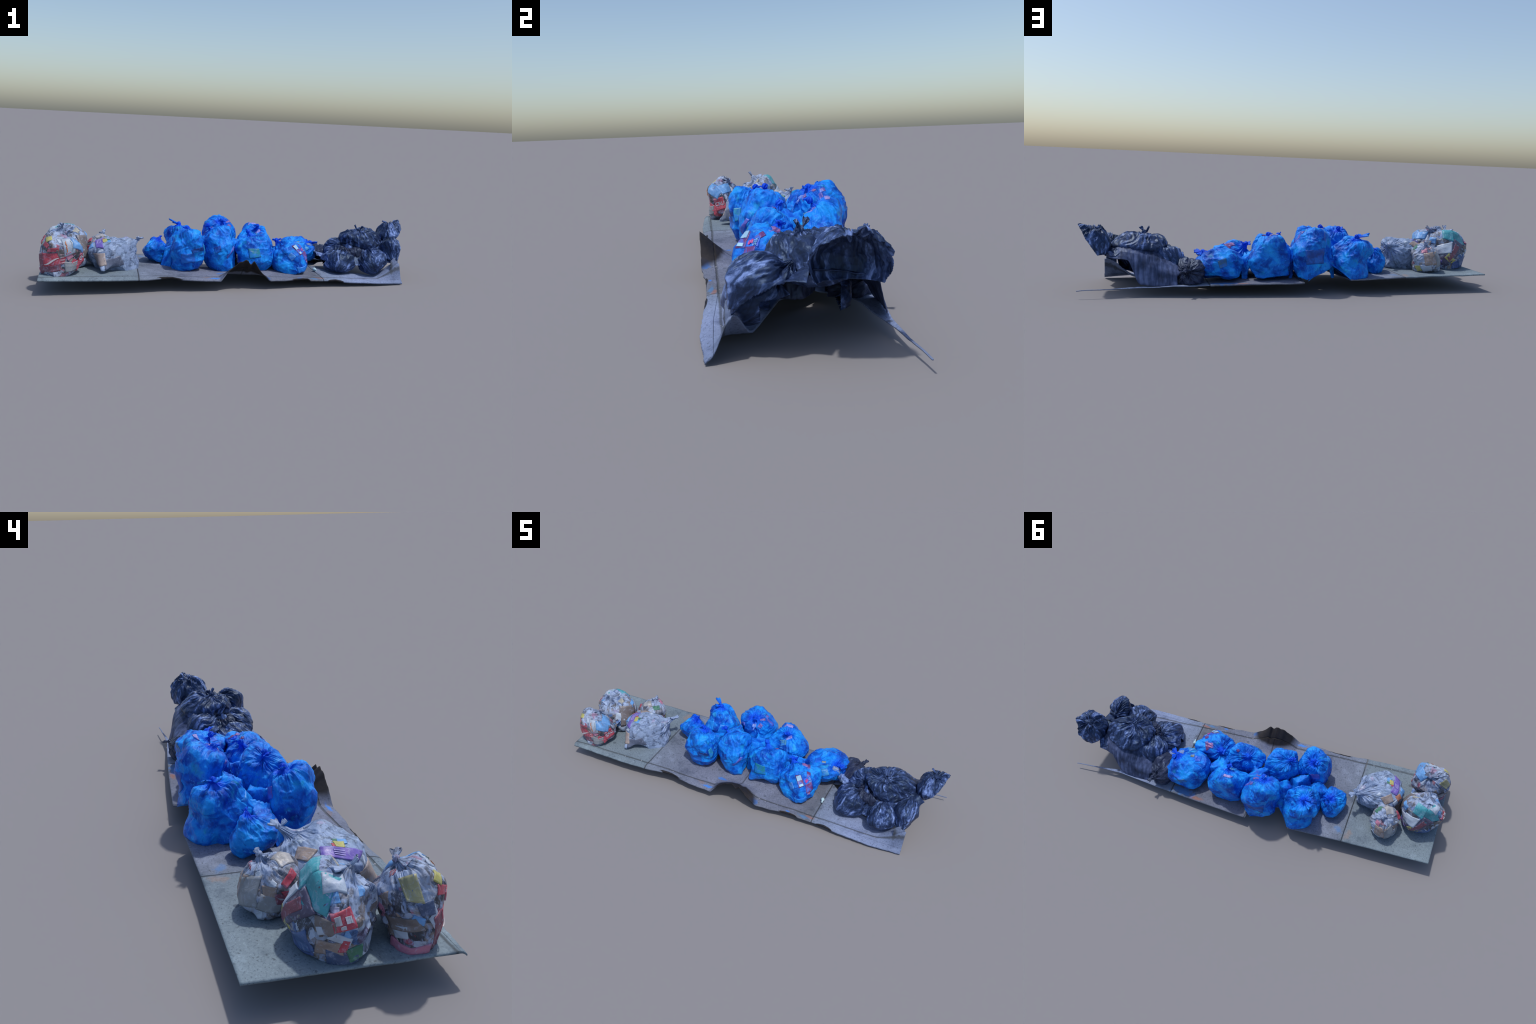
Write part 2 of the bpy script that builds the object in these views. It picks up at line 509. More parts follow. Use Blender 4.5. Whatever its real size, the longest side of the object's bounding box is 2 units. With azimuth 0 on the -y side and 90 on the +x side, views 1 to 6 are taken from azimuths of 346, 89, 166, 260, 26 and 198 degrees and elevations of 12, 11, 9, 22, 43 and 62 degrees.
    if ground:
        zs = slab_z(P[..., 0], P[..., 1]) - .002 + sink
        e = P[..., 2] - zs
        P[..., 2] = zs + np.where(e > .012, e, .012 * np.exp(np.minimum(e - .012, 0) / .012) * .97 + .0004)
        P[..., 2] -= .006 * (e < .012) * np.clip((.012 - e) / .02, 0, 1)
    z = Vector(w * r).normalized()
    zz = Vector((knot - c)).normalized()
    rot = zz.to_track_quat('Z', 'Y').to_matrix().to_4x4()
    frame = Matrix.Translation(Vector(knot)) @ rot
    f = grid_faces(nv, nu, True)
    if sgn < 0:
        f = f[:, ::-1]
    V = P.reshape(-1, 3)
    f = [tuple(x) for x in f] + [tuple(range(nu))[::-1] if sgn > 0 else tuple(range(nu)), tuple(range((nv - 1) * nu, nv * nu)) if sgn > 0 else tuple(range((nv - 1) * nu, nv * nu))[::-1]]
    if drop is not None:
        f = [q for q in f if len(q) > 4 or not drop(*V[list(q)].mean(0))]
        f = [q for q in f if len(q) == 4 or q[0] < nu or (nu - 1) in q]
    o = mesh_obj(name, V, f, mat, frame)
    bm = bmesh.new()
    bm.from_mesh(o.data)
    if drop is None:
        bmesh.ops.recalc_face_normals(bm, faces=bm.faces)
    loose = [v for v in bm.verts if not v.link_faces]
    bmesh.ops.delete(bm, geom=loose, context='VERTS')
    bm.to_mesh(o.data)
    bm.free()
    if drop is not None:
        md = o.modifiers.new("thickness", 'SOLIDIFY')
        md.thickness = .002
        md.offset = -1
    o["label"], o["category"] = label, "rubbish bag"
    s = Sack()
    s.o, s.c, s.r, s.knot, s.w, s.mat, s.rs = o, c, r, knot, np.array(zz), mat, rs
    s.V, s.F = V, [q for q in f if len(q) == 4]
    s.tree = BVHTree.FromPolygons([Vector(v) for v in V], [q for q in f if len(q) == 4])
    return s


def add_tail(s, base, tip, width, mat=None, name="knot_tail", thick=.005, curl=.0):
    """flared, pleated end of the film above the knot"""
    base, tip = np.array(base, float), np.array(tip, float)
    ax = tip - base
    L = np.linalg.norm(ax)
    ax /= L
    side = np.cross(ax, [.2, .35, 1])
    side /= np.linalg.norm(side)
    up = np.cross(side, ax)
    n, m = 16, 26
    P = np.zeros((n, m, 3))
    ph = np.linspace(0, 2 * np.pi, m, endpoint=False)
    for i, t in enumerate(np.linspace(0, 1, n)):
        wv = width * (.22 + .78 * smooth(t, .05, .85)) / 2
        th = thick * (1 - .45 * t)
        wav = np.sin(ph * 5 + s.rs.uniform(0, .6)) * .0022 * t
        end = (1 - .16 * t * (np.sin(np.cos(ph) * 4 + s.knot[0] * 40) * .5 + .5))
        P[i] = base + ax * (L * t * end)[:, None] + side * (np.cos(ph) * wv)[:, None] + up * (np.sin(ph) * th + wav + curl * t * t)[:, None]
    V = np.vstack([P.reshape(-1, 3), base - ax * .004, P[-1].mean(0) - ax * .004])
    k = n * m
    f = [tuple(q) for q in grid_faces(n, m, True)]
    f += [(k, (j + 1) % m, j) for j in range(m)] + [(k + 1, (n - 1) * m + j, (n - 1) * m + (j + 1) % m) for j in range(m)]
    return mesh_obj(name, V, f, mat or s.mat, Matrix.Translation(Vector(base)), s.o)


def add_knot(s, size=.011, mat=None):
    """gathered lump where the neck is tied"""
    nu, nv = 26, 14
    u, v = np.meshgrid(np.linspace(0, 2 * np.pi, nu, endpoint=False), np.linspace(.02, np.pi - .02, nv))
    rr = size * (1 + .28 * np.sin(u * 5 + v * 4) * np.sin(v))
    P = np.stack([np.sin(v) * np.cos(u) * rr, np.sin(v) * np.sin(u) * rr, np.cos(v) * rr * 1.15], -1)
    R = np.array(Vector(s.w).to_track_quat('Z', 'Y').to_matrix())
    V = P.reshape(-1, 3) @ R.T + s.knot + s.w * size * .35
    f = [tuple(q) for q in grid_faces(nv, nu, True)] + [tuple(range(nu)), tuple(range((nv - 1) * nu, nv * nu))]
    return mesh_obj("knot", V, f, mat or s.mat, Matrix.Translation(Vector(s.knot)), s.o)


def frame_on(s, az, el, roll):
    a, e, ro = map(math.radians, (az, el, roll))
    D = np.array([math.cos(e) * math.cos(a), math.cos(e) * math.sin(a), math.sin(e)])
    hit = s.tree.ray_cast(Vector(s.c + D * .6), Vector(-D))[0]
    P = np.array(hit) if hit is not None else s.c + D * s.r
    N = (P - s.c) / s.r ** 2
    N /= np.linalg.norm(N)
    th = np.cross([0, 0, 1], N)
    th /= max(np.linalg.norm(th), 1e-6)
    up = np.cross(N, th)
    X = math.cos(ro) * th + math.sin(ro) * up
    Y = -math.sin(ro) * th + math.cos(ro) * up
    return P, N, X, Y


def drop_on(s, F, ab, flat=0.0, shape=None):
    """lay local points ab (n,2) of frame F on the sack; returns (n,3)"""
    P, N, X, Y = F
    base = P + ab[:, :1] * X + ab[:, 1:] * Y
    h = np.full(len(ab), np.nan)
    for i, q in enumerate(base):
        t = s.tree.ray_cast(Vector(q + N * .08), Vector(-N), .16)
        if t[0] is not None:
            h[i] = .08 - t[3]
    if np.isnan(h).all():
        h[:] = 0
    h = np.where(np.isnan(h), np.nanmin(h) - .004, h)
    if shape is not None:
        H = h.reshape(shape)
        S = H.copy()
        for _ in range(6):
            Q = np.pad(S, 1, mode='edge')
            S = (Q[:-2, 1:-1] + Q[2:, 1:-1] + Q[1:-1, :-2] + Q[1:-1, 2:] + Q[1:-1, 1:-1]) / 5
        h = np.maximum(H, S * flat + H * (1 - flat)).ravel()
    return base, h, N


def add_piece(s, name, az, el, w, h, roll, col, up=.0016, film=.35, flat=.8, skew=.12, thick=.006, under=None):
    """a flat thing lying just under or on the film"""
    F = frame_on(s, az, el, roll)
    n = 11
    u, v = np.meshgrid(np.linspace(-1, 1, n), np.linspace(-1, 1, n))
    k = s.rs.uniform(-skew, skew, 4)
    x = (u + k[0] * v + k[1] * u * v) * w / 2
    y = (v + k[2] * u + k[3] * u * v) * h / 2
    base, hh, N = drop_on(s, F, np.stack([x.ravel(), y.ravel()], -1), flat, (n, n))
    P = (base + N * (hh + up)[:, None]).reshape(n, n, 3)
    V, f = solid_sheet(P, -N * thick)
    return mesh_obj(name, V, f, mat_piece(col, film, under), Matrix.Translation(Vector(F[0])), s.o)


def add_print(s, name, F, tris, pts, col, up):
    """a mark printed on a piece: a flat mesh laid on the sack"""
    base, hh, N = drop_on(s, F, pts)
    k = len(pts)
    top = base + N * (hh + up)[:, None]
    V = np.vstack([top, top - N * .002])
    f = [tuple(t) for t in tris] + [tuple(i + k for i in t[::-1]) for t in tris]
    edges = {}
    for t in tris:
        for a, b in zip(t, t[1:] + t[:1]):
            edges[(a, b)] = 1
    f += [(b, a, a + k, b + k) for a, b in edges if (b, a) not in edges]
    return mesh_obj(name, V, f, mat_piece(col, .15), Matrix.Translation(Vector(F[0])), s.o, shade=False)


def strip(fun, half, n=24):
    """band along a curve b=fun(t), a=-1..1"""
    t = np.linspace(-1, 1, n)
    a, b, wd = fun(t)
    pts = np.concatenate([np.stack([a, b - wd * half], -1), np.stack([a, b + wd * half], -1)])
    return [(i, i + 1, n + i + 1, n + i) for i in range(n - 1)], pts


def text_mesh(body, size):
    cu = bpy.data.curves.new("lettering", 'FONT')
    cu.body, cu.size, cu.align_x, cu.align_y = body, size, 'CENTER', 'CENTER'
    cu.resolution_u = 3
    o = bpy.data.objects.new("lettering", cu)
    bpy.context.scene.collection.objects.link(o)
    dg = bpy.context.evaluated_depsgraph_get()
    me = bpy.data.meshes.new_from_object(o.evaluated_get(dg))
    pts = np.array([v.co[:2] for v in me.vertices])
    tr = [tuple(p.vertices) for p in me.polygons]
    bpy.data.objects.remove(o)
    bpy.data.meshes.remove(me)
    bpy.data.curves.remove(cu)
    return tr, pts


# ------------------------------------------------------------------ build: pavement
def build_pavement():
    stone = mat_stone()
    root = link(bpy.data.objects.new("pavement", None))
    root["label"], root["category"] = "strip of grey paving slabs with a torn front kerb", "pavement"
    down = np.array([0, 0, -.006])

    def tile(name, x0, x1, ylo, yhi, nx, ny, zfun=None, offs=down):
        X = np.linspace(x0, x1, nx)
        t = np.linspace(0, 1, ny)
        Y = ylo(X)[:, None] * (1 - t) + yhi(X)[:, None] * t
        XX = np.repeat(X[:, None], ny, 1)
        Z = slab_z(XX, Y) + lift(XX, Y) if zfun is None else zfun(XX, Y, t)
        q = np.stack([XX, Y, Z * 0], -1).reshape(-1, 3)
        Z = Z + (.0035 * noise(q * 11) + .0012 * noise(q * 60)).reshape(Z.shape) * (1 if zfun is None else .6)
        V, f = solid_sheet(np.stack([XX, Y, Z], -1), offs)
        return mesh_obj(name, V, f, stone, None, root)

    ys = lambda x: np.interp(x, SEAM_X, SEAM_Y)
    yb0 = lambda x: np.interp(x, BACK_X, BACK_Y)

    def yb(x):
        notch = np.clip(np.minimum((x + .243) / .03, (-.012 - x) / .03), 0, 1)
        return yb0(x) - .30 * notch
    j = JOINTS
    gap, shut = .0008, .0
    tile("paving_slab", -.992, j[0] - gap, ys, yb, 70, 70)
    tile("paving_slab", j[0] + gap, j[1], ys, yb, 100, 70)
    tile("paving_slab", j[1], j[2] - gap, ys, yb, 80, 70)
    tile("paving_slab", j[2] + gap, .892, ys, lambda x: np.interp(x, [.43, .475, .52, .6, .7, .8, .892], [.10, .07, .01, -.015, -.045, -.080, -.107]), 80, 40)
    tile("paving_slab", j[2] + gap, 1.0, lambda x: np.interp(x, [.43, .475, .52, .6, .7, .74, .8, .9, 1.0], [.101, .12, .19, .222, .240, .250, .265, .281, .2945]), yb0, 60, 16, offs=np.array([0, 0, -.003]))

    def kerb_z(X, Y, t):
        zf = np.interp(X, SEAM_X, SEAM_Z) - np.interp(X, FRONT_X, FRONT_DROP)
        s = (1 - t) ** 2.2
        return slab_z(X, Y) * (1 - s) + zf * s + lift(X, Y)
    rag = lambda x: np.interp(x, FRONT_X, FRONT_Y) + .0035 * noise(np.stack([x * 22, x * 0, x * 0], -1)) + .002 * noise(np.stack([x * 75, x * 0 + 3, x * 0], -1))
    bounds = (-.992, j[0], j[2], .894)
    for a, b in zip(bounds, bounds[1:]):
        tile("kerb", a + (gap if a > -.99 else 0), b - gap, rag, lambda x: ys(x) - .0006, 220, 14, kerb_z)
    return root


# ------------------------------------------------------------------ build: all sacks
def build():
    stone = build_pavement().children[0].data.materials[0]
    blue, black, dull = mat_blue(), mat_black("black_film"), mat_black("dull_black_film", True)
    S = {}
    clear_label = "clear knotted sack full of mixed rubbish"
    blue_label = "crumpled blue translucent knotted rubbish sack"
    black_label = "shiny creased black knotted rubbish sack"
    CL = dict(hard=15, lump=.016, crease=.006, pleat=.010, faces=24)
    S['C1'] = make_sack("clear_rubbish_bag", clear_label, mat_clear('warm'), (-.888, -.195, .175), (.099, .074, .108), (-.871, -.166, .268), 11, base=.6, **CL)
    S['C2'] = make_sack("clear_rubbish_bag", clear_label, mat_clear('cool'), (-.884, -.010, .176), (.108, .106, .101), (-.893, -.045, .275), 12, base=.55, **CL)
    S['C3'] = make_sack("clear_rubbish_bag", clear_label, mat_clear('pale'), (-.715, .104, .142), (.076, .077, .075), (-.70, .120, .222), 13, **CL)
    S['C4'] = make_sack("clear_rubbish_bag", clear_label, mat_clear('grey'), (-.650, -.066, .145), (.120, .108, .094), (-.526, .030, .204), 14, base=.12, planes=[((-.580, -.122, .12), (.64, -.76, .10))],
                        pulls=[((-.702, -.212, .092), .30), ((-.775, -.010, .11), .35), ((-.545, .0, .13), .4)], **CL)
    arch = lambda x, y, z: y > .04 and -.243 < x < -.02 and z < np.interp(x, [-.243, -.168, -.02], [.072, .132, .070])
    BL = dict(hard=15, lump=.015, crease=.0065, pleat=.010, base=.45)
    blues = dict(
        B1=((-.43, .083, .137), (.067, .069, .063), (-.405, .10, .203), [], 21),
        B2=((-.282, .164, .165), (.092, .096, .104), (-.296, .182, .262), [((-.236, .268, .080), .4)], 22),
        B3=((-.277, -.066, .162), (.088, .077, .115), (-.278, -.04, .277), [], 23),
        B4=((-.110, -.013, .172), (.088, .088, .122), (-.165, -.004, .288), [], 24),
        B5=((-.069, .184, .189), (.097, .095, .116), (-.066, .150, .288), [((-.035, .285, .078), .45)], 25),
        B6=((.129, .169, .163), (.100, .079, .106), (.135, .135, .262), [], 26),
        B7=((.091, -.001, .147), (.101, .080, .100), (.062, .035, .248), [((.02, -.09, .07), .4)], 27),
        B8=((.284, -.027, .127), (.108, .088, .090), (.222, .028, .203), [((.335, -.125, .062), .4)], 28),
        B9=((.369, .147, .130), (.110, .105, .070), (.440, .118, .175), [], 29))
    for k, (c, r, kn, pulls, seed) in blues.items():
        S[k] = make_sack("blue_rubbish_bag", blue_label, blue, c, r, kn, seed, pulls=pulls, back=.95 if k in ('B2', 'B5', 'B6', 'B9') else 0, drop=arch if k in ('B2', 'B5') else None, **BL)
    BK = dict(hard=16, lump=.007, crease=.0032, pleat=.017, faces=16, p=2.25)
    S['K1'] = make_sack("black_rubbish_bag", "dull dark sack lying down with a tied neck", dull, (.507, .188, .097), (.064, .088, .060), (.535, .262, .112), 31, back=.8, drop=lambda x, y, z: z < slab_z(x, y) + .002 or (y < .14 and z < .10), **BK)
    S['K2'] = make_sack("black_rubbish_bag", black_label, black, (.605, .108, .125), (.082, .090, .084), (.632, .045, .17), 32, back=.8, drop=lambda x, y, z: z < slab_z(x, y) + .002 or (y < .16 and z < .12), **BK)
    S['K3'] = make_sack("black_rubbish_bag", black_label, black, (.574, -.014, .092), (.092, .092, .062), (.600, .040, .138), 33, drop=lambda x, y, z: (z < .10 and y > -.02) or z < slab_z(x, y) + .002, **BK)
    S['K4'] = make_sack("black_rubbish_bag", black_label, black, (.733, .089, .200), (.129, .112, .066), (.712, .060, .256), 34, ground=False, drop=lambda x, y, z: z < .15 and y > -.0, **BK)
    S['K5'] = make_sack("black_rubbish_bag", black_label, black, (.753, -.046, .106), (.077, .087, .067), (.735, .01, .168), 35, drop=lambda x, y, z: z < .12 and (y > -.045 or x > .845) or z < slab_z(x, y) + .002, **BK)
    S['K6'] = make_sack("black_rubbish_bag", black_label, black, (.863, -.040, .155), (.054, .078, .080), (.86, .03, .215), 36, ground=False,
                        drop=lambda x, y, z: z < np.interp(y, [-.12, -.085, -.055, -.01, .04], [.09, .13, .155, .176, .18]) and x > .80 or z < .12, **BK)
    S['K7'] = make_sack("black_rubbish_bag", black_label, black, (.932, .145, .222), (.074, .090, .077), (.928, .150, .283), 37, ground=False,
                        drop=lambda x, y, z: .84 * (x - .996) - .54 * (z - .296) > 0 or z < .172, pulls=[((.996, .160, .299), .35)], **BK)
    S['K8'] = make_sack("black_rubbish_bag", "dark filler lump added inside the black heap", dull, (.665, .030, .115), (.085, .070, .065), (.65, .03, .17), 38, drop=lambda x, y, z: z < .10, **BK)  # unseen filler body, added to close gaps between the black sacks
    # ---------------- knots and tails
    for k in S:
        if k not in ('K7', 'K6', 'K2', 'B1', 'K8'):
            add_knot(S[k], .008 if k[0] == 'C' else .010)
    T = [('B2', (-.296, .184, .262), (-.345, .222, .283), .030), ('B2', (-.298, .186, .262), (-.325, .165, .275), .026),
         ('B9', (.445, .118, .176), (.482, .098, .180), .034), ('B9', (.445, .120, .176), (.470, .140, .165), .028),
         ('K4', (.712, .058, .262), (.728, .048, .285), .018), ('K4', (.70, .066, .262), (.690, .078, .287), .018),
         ('K7', (.925, .168, .288), (.905, .185, .294), .012), ('K1', (.535, .262, .112), (.548, .296, .112), .022),
         ('C3', (-.70, .120, .222), (-.694, .129, .240), .020), ('C3', (-.70, .118, .222), (-.715, .100, .228), .022),
         ('C2', (-.893, -.047, .278), (-.896, -.064, .304), .022), ('C2', (-.893, -.042, .278), (-.90, .0, .282), .04),
         ('C4', (-.530, .026, .205), (-.500, .050, .212), .034), ('C4', (-.530, .026, .205), (-.520, .010, .222), .026),
         ('C1', (-.871, -.166, .268), (-.905, -.19, .275), .035), ('C1', (-.871, -.164, .268), (-.845, -.175, .284), .03),
         ('B3', (-.278, -.04, .277), (-.30, -.03, .284), .025), ('B4', (-.165, -.004, .288), (-.185, -.012, .288), .03),
         ('B5', (-.066, .150, .288), (-.055, .128, .292), .025), ('B6', (.135, .135, .262), (.120, .120, .270), .025),
         ('B7', (.062, .035, .248), (.058, .048, .262), .026), ('B8', (.222, .028, .203), (.198, .034, .210), .035), ('B8', (.222, .028, .203), (.245, .036, .212), .03),
         ('B1', (-.405, .10, .203), (-.40, .105, .212), .022)]
    for k, a, b, wd in T:
        add_tail(S[k], a, b, wd)

    # ---------------- things seen in the sacks
    red, maroon, white, tan, brown = (.50, .016, .04), (.20, .02, .045), (.46, .55, .68), (.30, .22, .17), (.16, .125, .105)
    teal, navy, sky, purple, yellow = (.015, .33, .40), (.02, .055, .16), (.10, .33, .72), (.15, .075, .48), (.50, .46, .07)
    green, pink, grey, black_c, orange = (.01, .16, .06), (.52, .16, .26), (.24, .26, .28), (.03, .03, .04), (.55, .18, .06)
    lilac = (.30, .30, .48)
    pieces = [
        ('C1', 'carton', -118, -9, .105, .058, 8, red), ('C1', 'leaflet', -62, 34, .050, .076, 6, white), ('C1', 'packet', -30, 31, .07, .052, -17, sky),
        ('C1', 'carton_flap', -118, 24, .053, .017, 8, red), ('C1', 'carton', -130, -37, .090, .028, 8, maroon), ('C1', 'wrapper', -8, -7, .053, .059, 14, red),
        ('C1', 'packet', 11, 42, .060, .05, 19, sky), ('C1', 'wrapper', 157, 42, .040, .060, 25, (.36, .34, .14)), ('C1', 'wrapper', -146, 34, .036, .022, -32, red),
        ('C1', 'carton', 180, 17, .036, .032, 11, navy), ('C1', 'packet', 169, 1, .030, .019, -19, sky), ('C1', 'paper', 145, -28, .04, .03, 20, white),
        ('C1', 'carton', 150, -12, .08, .035, 18, brown), ('C1', 'wrapper', 160, -44, .09, .025, 5, pink), ('C1', 'wrapper', -160, -20, .03, .09, 10, maroon),
        ('C1', 'wrapper', -35, -20, .05, .022, -30, red), ('C1', 'carton', -55, -30, .06, .04, 5, grey), ('C1', 'wrapper', -60, 5, .03, .03, 30, pink),
        ('C1', 'wrapper', -145, 50, .03, .025, 30, yellow), ('C1', 'carton', -90, 15, .03, .04, 20, brown), ('C1', 'wrapper', -25, -38, .02, .045, 20, red),
        ('C2', 'carrier_bag', 134, 50, .072, .080, 1, teal), ('C2', 'card', 176, 17, .050, .045, 12, red), ('C2', 'carton', 155, 8, .049, .037, -5, brown),
        ('C2', 'carton', 160, -24, .060, .040, 4, tan), ('C2', 'paper', 149, 2, .017, .018, 26, white), ('C2', 'bottle', -168, -28, .035, .035, 20, green),
        ('C2', 'can', 122, -26, .045, .05, 20, (.03, .10, .30)), ('C2', 'carton', 82, -5, .15, .060, 50, (.05, .03, .09)), ('C2', 'carton_stripe', 78, -17, .030, .058, 50, yellow),
        ('C2', 'carton_stripe', 87, 0, .095, .026, 50, maroon), ('C2', 'wrapper', 112, -35, .075, .040, 10, (.03, .08, .30)), ('C2', 'sheet', 59, 11, .080, .053, 12, white),
        ('C2', 'cardboard', -16, 2, .095, .115, -18, brown), ('C2', 'label', -15, -18, .036, .024, -15, (.02, .07, .13)), ('C2', 'label', -30, -8, .036, .024, -15, white), ('C2', 'sheet', -47, 7, .043, .043, -17, white),
        ('C2', 'carrier_bag', 70, 60, .060, .06, 0, teal), ('C2', 'paper', 165, 62, .05, .05, 10, white), ('C2', 'wrapper', 174, -7, .048, .020, -24, white),
        ('C2', 'wrapper', 178, -17, .017, .034, -13, red), ('C2', 'wrapper', 15, 30, .04, .03, 10, sky), ('C2', 'carton', 30, -10, .05, .07, 20, white), ('C2', 'packet', 18, -25, .02, .05, 30, sky), ('C2', 'wrapper', -20, 55, .020, .028, 10, (.40, .38, .30)),
        ('C2', 'wrapper', 40, -30, .06, .03, 10, purple), ('C2', 'carton', 178, -38, .07, .035, 5, navy),
        ('C3', 'card', 123, 10, .052, .075, 8, grey), ('C3', 'wrapper', -143, 34, .045, .019, 30, red), ('C3', 'wrapper', -139, 10, .05, .025, 10, red), ('C3', 'carton', 173, 15, .034, .032, -4, tan),
        ('C3', 'carton', 176, -10, .065, .037, -7, grey), ('C3', 'wrapper', -155, -1, .050, .025, -5, maroon), ('C3', 'paper', -99, 62, .045, .04, 38, (.4, .38, .36)), ('C3', 'wrapper', -35, 45, .04, .025, -10, green),
        ('C3', 'wrapper', -128, -8, .025, .05, 10, red), ('C3', 'wrapper', -82, 23, .045, .017, 18, red), ('C3', 'card', 84, 12, .06, .065, 1, tan), ('C3', 'paper', 70, -30, .050, .035, 10, white), ('C3', 'wrapper', 30, -35, .03, .03, 10, yellow),
        ('C3', 'wrapper', 50, 45, .03, .02, 10, pink),
        ('C4', 'carton', -163, 42, .11, .036, -23, purple), ('C4', 'packet', -150, 58, .03, .022, -30, yellow), ('C4', 'packet', -140, 66, .022, .022, -20, green), ('C4', 'packet', -165, 56, .025, .022, -10, red), ('C4', 'packet', -125, 60, .025, .022, -60, sky),
        ('C4', 'wrapper', 160, 27, .035, .030, -11, orange), ('C4', 'wrapper', -178, 24, .05, .025, -20, sky), ('C4', 'paper', 123, 37, .055, .040, 18, tan), ('C4', 'sheet', 143, 20, .026, .036, 12, white),
        ('C4', 'paper', -125, -2, .07, .06, 15, (.38, .30, .26)), ('C4', 'carton', -90, -12, .085, .055, 10, (.08, .10, .17)), ('C4', 'carton', 150, -12, .08, .05, 5, brown),  # the dark blue-grey front piece is shading on the sack, laid in as colour
        ('B8', 'label', -65, 38, .030, .064, 25, maroon), ('B8', 'packet', -25, 34, .043, .033, 2, (.02, .10, .70)), ('B8', 'wrapper', -30, 8, .040, .044, 2, maroon), ('B8', 'carton', -62, -28, .06, .035, 8, (.01, .24, .80)),
        ('B8', 'wrapper', 60, 50, .05, .016, -40, maroon), ('B8', 'cup', -99, 11, .03, .034, 41, sky), ('B8', 'cap', -36, -8, .014, .014, -17, orange), ('B8', 'packet', 80, 58, .030, .028, 20, (.42, .13, .22)), ('B8', 'wrapper', -5, 50, .03, .02, 40, maroon),
        ('B7', 'carton', -101, 6, .060, .048, 10, (.01, .24, .25)), ('B7', 'wrapper', 29, 66, .012, .014, 0, maroon), ('B7', 'bag', -118, -30, .06, .03, 5, (.015, .22, .80)),
        ('B9', 'packet', -35, 20, .045, .025, -40, (.22, .30, .35)), ('B9', 'wrapper', 91, 8, .04, .035, 20, (.06, .20, .30)), ('B9', 'packet', -134, 40, .034, .032, -20, (.01, .10, .66)), ('B9', 'wrapper', -96, 48, .02, .014, 30, (.30, .32, .08)), ('B9', 'sheet', -80, 15, .05, .04, 20, (.06, .34, .62)),
        ('B6', 'wrapper', 118, 76, .045, .014, -15, (.42, .33, .66)), ('B6', 'wrapper', -66, 66, .035, .014, 28, (.35, .30, .66)), ('B6', 'wrapper', -100, 40, .035, .03, 20, (.10, .36, .45)), ('B6', 'tray', 150, -20, .03, .05, 20, (.01, .02, .20)),
        ('B5', 'spoon', -81, 47, .020, .020, 11, (.26, .34, .70)), ('B5', 'spoon_stem', -81, 36, .005, .022, -15, (.30, .40, .75)), ('B5', 'wrapper', -52, 46, .020, .024, -40, (.28, .12, .30)), ('B5', 'label', -130, 35, .022, .018, 36, (.20, .12, .45)),
        ('B5', 'wrapper', 4, 42, .016, .05, 9, (.12, .09, .42)), ('B5', 'wrapper', -30, 62, .026, .012, 156, (.30, .12, .25)), ('B5', 'wrapper', 10, 60, .02, .016, 9, (.20, .11, .34)), ('B5', 'box', 85, -5, .09, .07, 0, (.005, .07, .34)),
        ('B3', 'wrapper', 110, 30, .045, .04, 24, (.20, .14, .52)), ('B3', 'wrapper', -30, 15, .025, .05, 10, (.03, .30, .42)), ('B3', 'box', -59, 15, .06, .02, 10, (.003, .01, .09)), ('B3', 'box', -95, -15, .07, .05, 5, (.004, .12, .52)),
        ('B4', 'wrapper', -52, -6, .014, .07, -40, (.22, .16, .62)), ('B4', 'box', -100, 5, .035, .03, 20, (.004, .03, .22)), ('B2', 'sheet', -110, 20, .05, .05, 20, (.015, .34, .90)), ('B2', 'sheet', -60, 15, .05, .05, -20, (.01, .26, .84)),
    ]
    F = {}
    for i, (k, nm, az, el, w, h, ro, col) in enumerate(pieces):
        add_piece(S[k], nm, az, el, w, h, ro, col, up=.0012 + .0003 * (i % 7), film=.35 if k[0] == 'C' else .1, under=None if k[0] == 'C' else 'blue', flat=.8 if k[0] == 'C' else .3)
    # scraps that fill the clear sacks
    pal = dict(C1=[brown, white, pink, maroon, lilac, tan, navy, grey, white], C2=[white, brown, lilac, tan, navy, sky, grey, black_c],
               C3=[grey, tan, white, maroon, brown, white], C4=[white, lilac, grey, white])
    rnd = random.Random(5)
    for k, n in (('C1', 20), ('C2', 24), ('C3', 16), ('C4', 6)):
        for i in range(n):
            add_piece(S[k], "scrap", rnd.uniform(-180, 180), rnd.uniform(-45, 62), rnd.uniform(.014, .036), rnd.uniform(.012, .028), rnd.uniform(-60, 60),
                      rnd.choice(pal[k]), up=.0003, film=.6, flat=.15, skew=.5)
    # ---------------- marks
    s = S['C1']
    F = frame_on(s, -118, -9, 8)
    t, p = strip(lambda t: (t * .036 - .012, .008 * np.sin(t * 1.9) - .008 + .004 * t, .25 + 1.0 * np.sin((t + 1) * np.pi / 2)), .0035)
    add_print(s, "white_wave", F, t, p, (.52, .50, .54), .0050)
    for i in range(4):
        t, p = strip(lambda t: (t * .008 + .040, .018 - .0125 * i + .0015 * np.sin(t * 9), 1 + 0 * t), .0016, 12)
        add_print(s, "printed_line", F, t, p, (.50, .36, .40), .0050)
    F = frame_on(s, -62, 34, 6)
    t, p = strip(lambda t: (-.012 + .003 * np.sin(t * 7), t * .024, .7 + .3 * np.sin(t * 20)), .006)
    add_print(s, "orange_print", F, t, p, orange, .0046)
    t, p = strip(lambda t: (.010 + .004 * np.cos(t * 1.6), t * .026, 1 + 0 * t), .0012)
    add_print(s, "green_print", F, t, p, (.06, .16, .14), .0046)
    F = frame_on(s, -8, -7, 14)
    t, p = text_mesh("CRU", .024)
    add_print(s, "lettering", F, t, p, (.45, .60, .70), .0052)
    s = S['B8']
    F = frame_on(s, -25, 34, 2)
    t, p = text_mesh("Silk", .020)
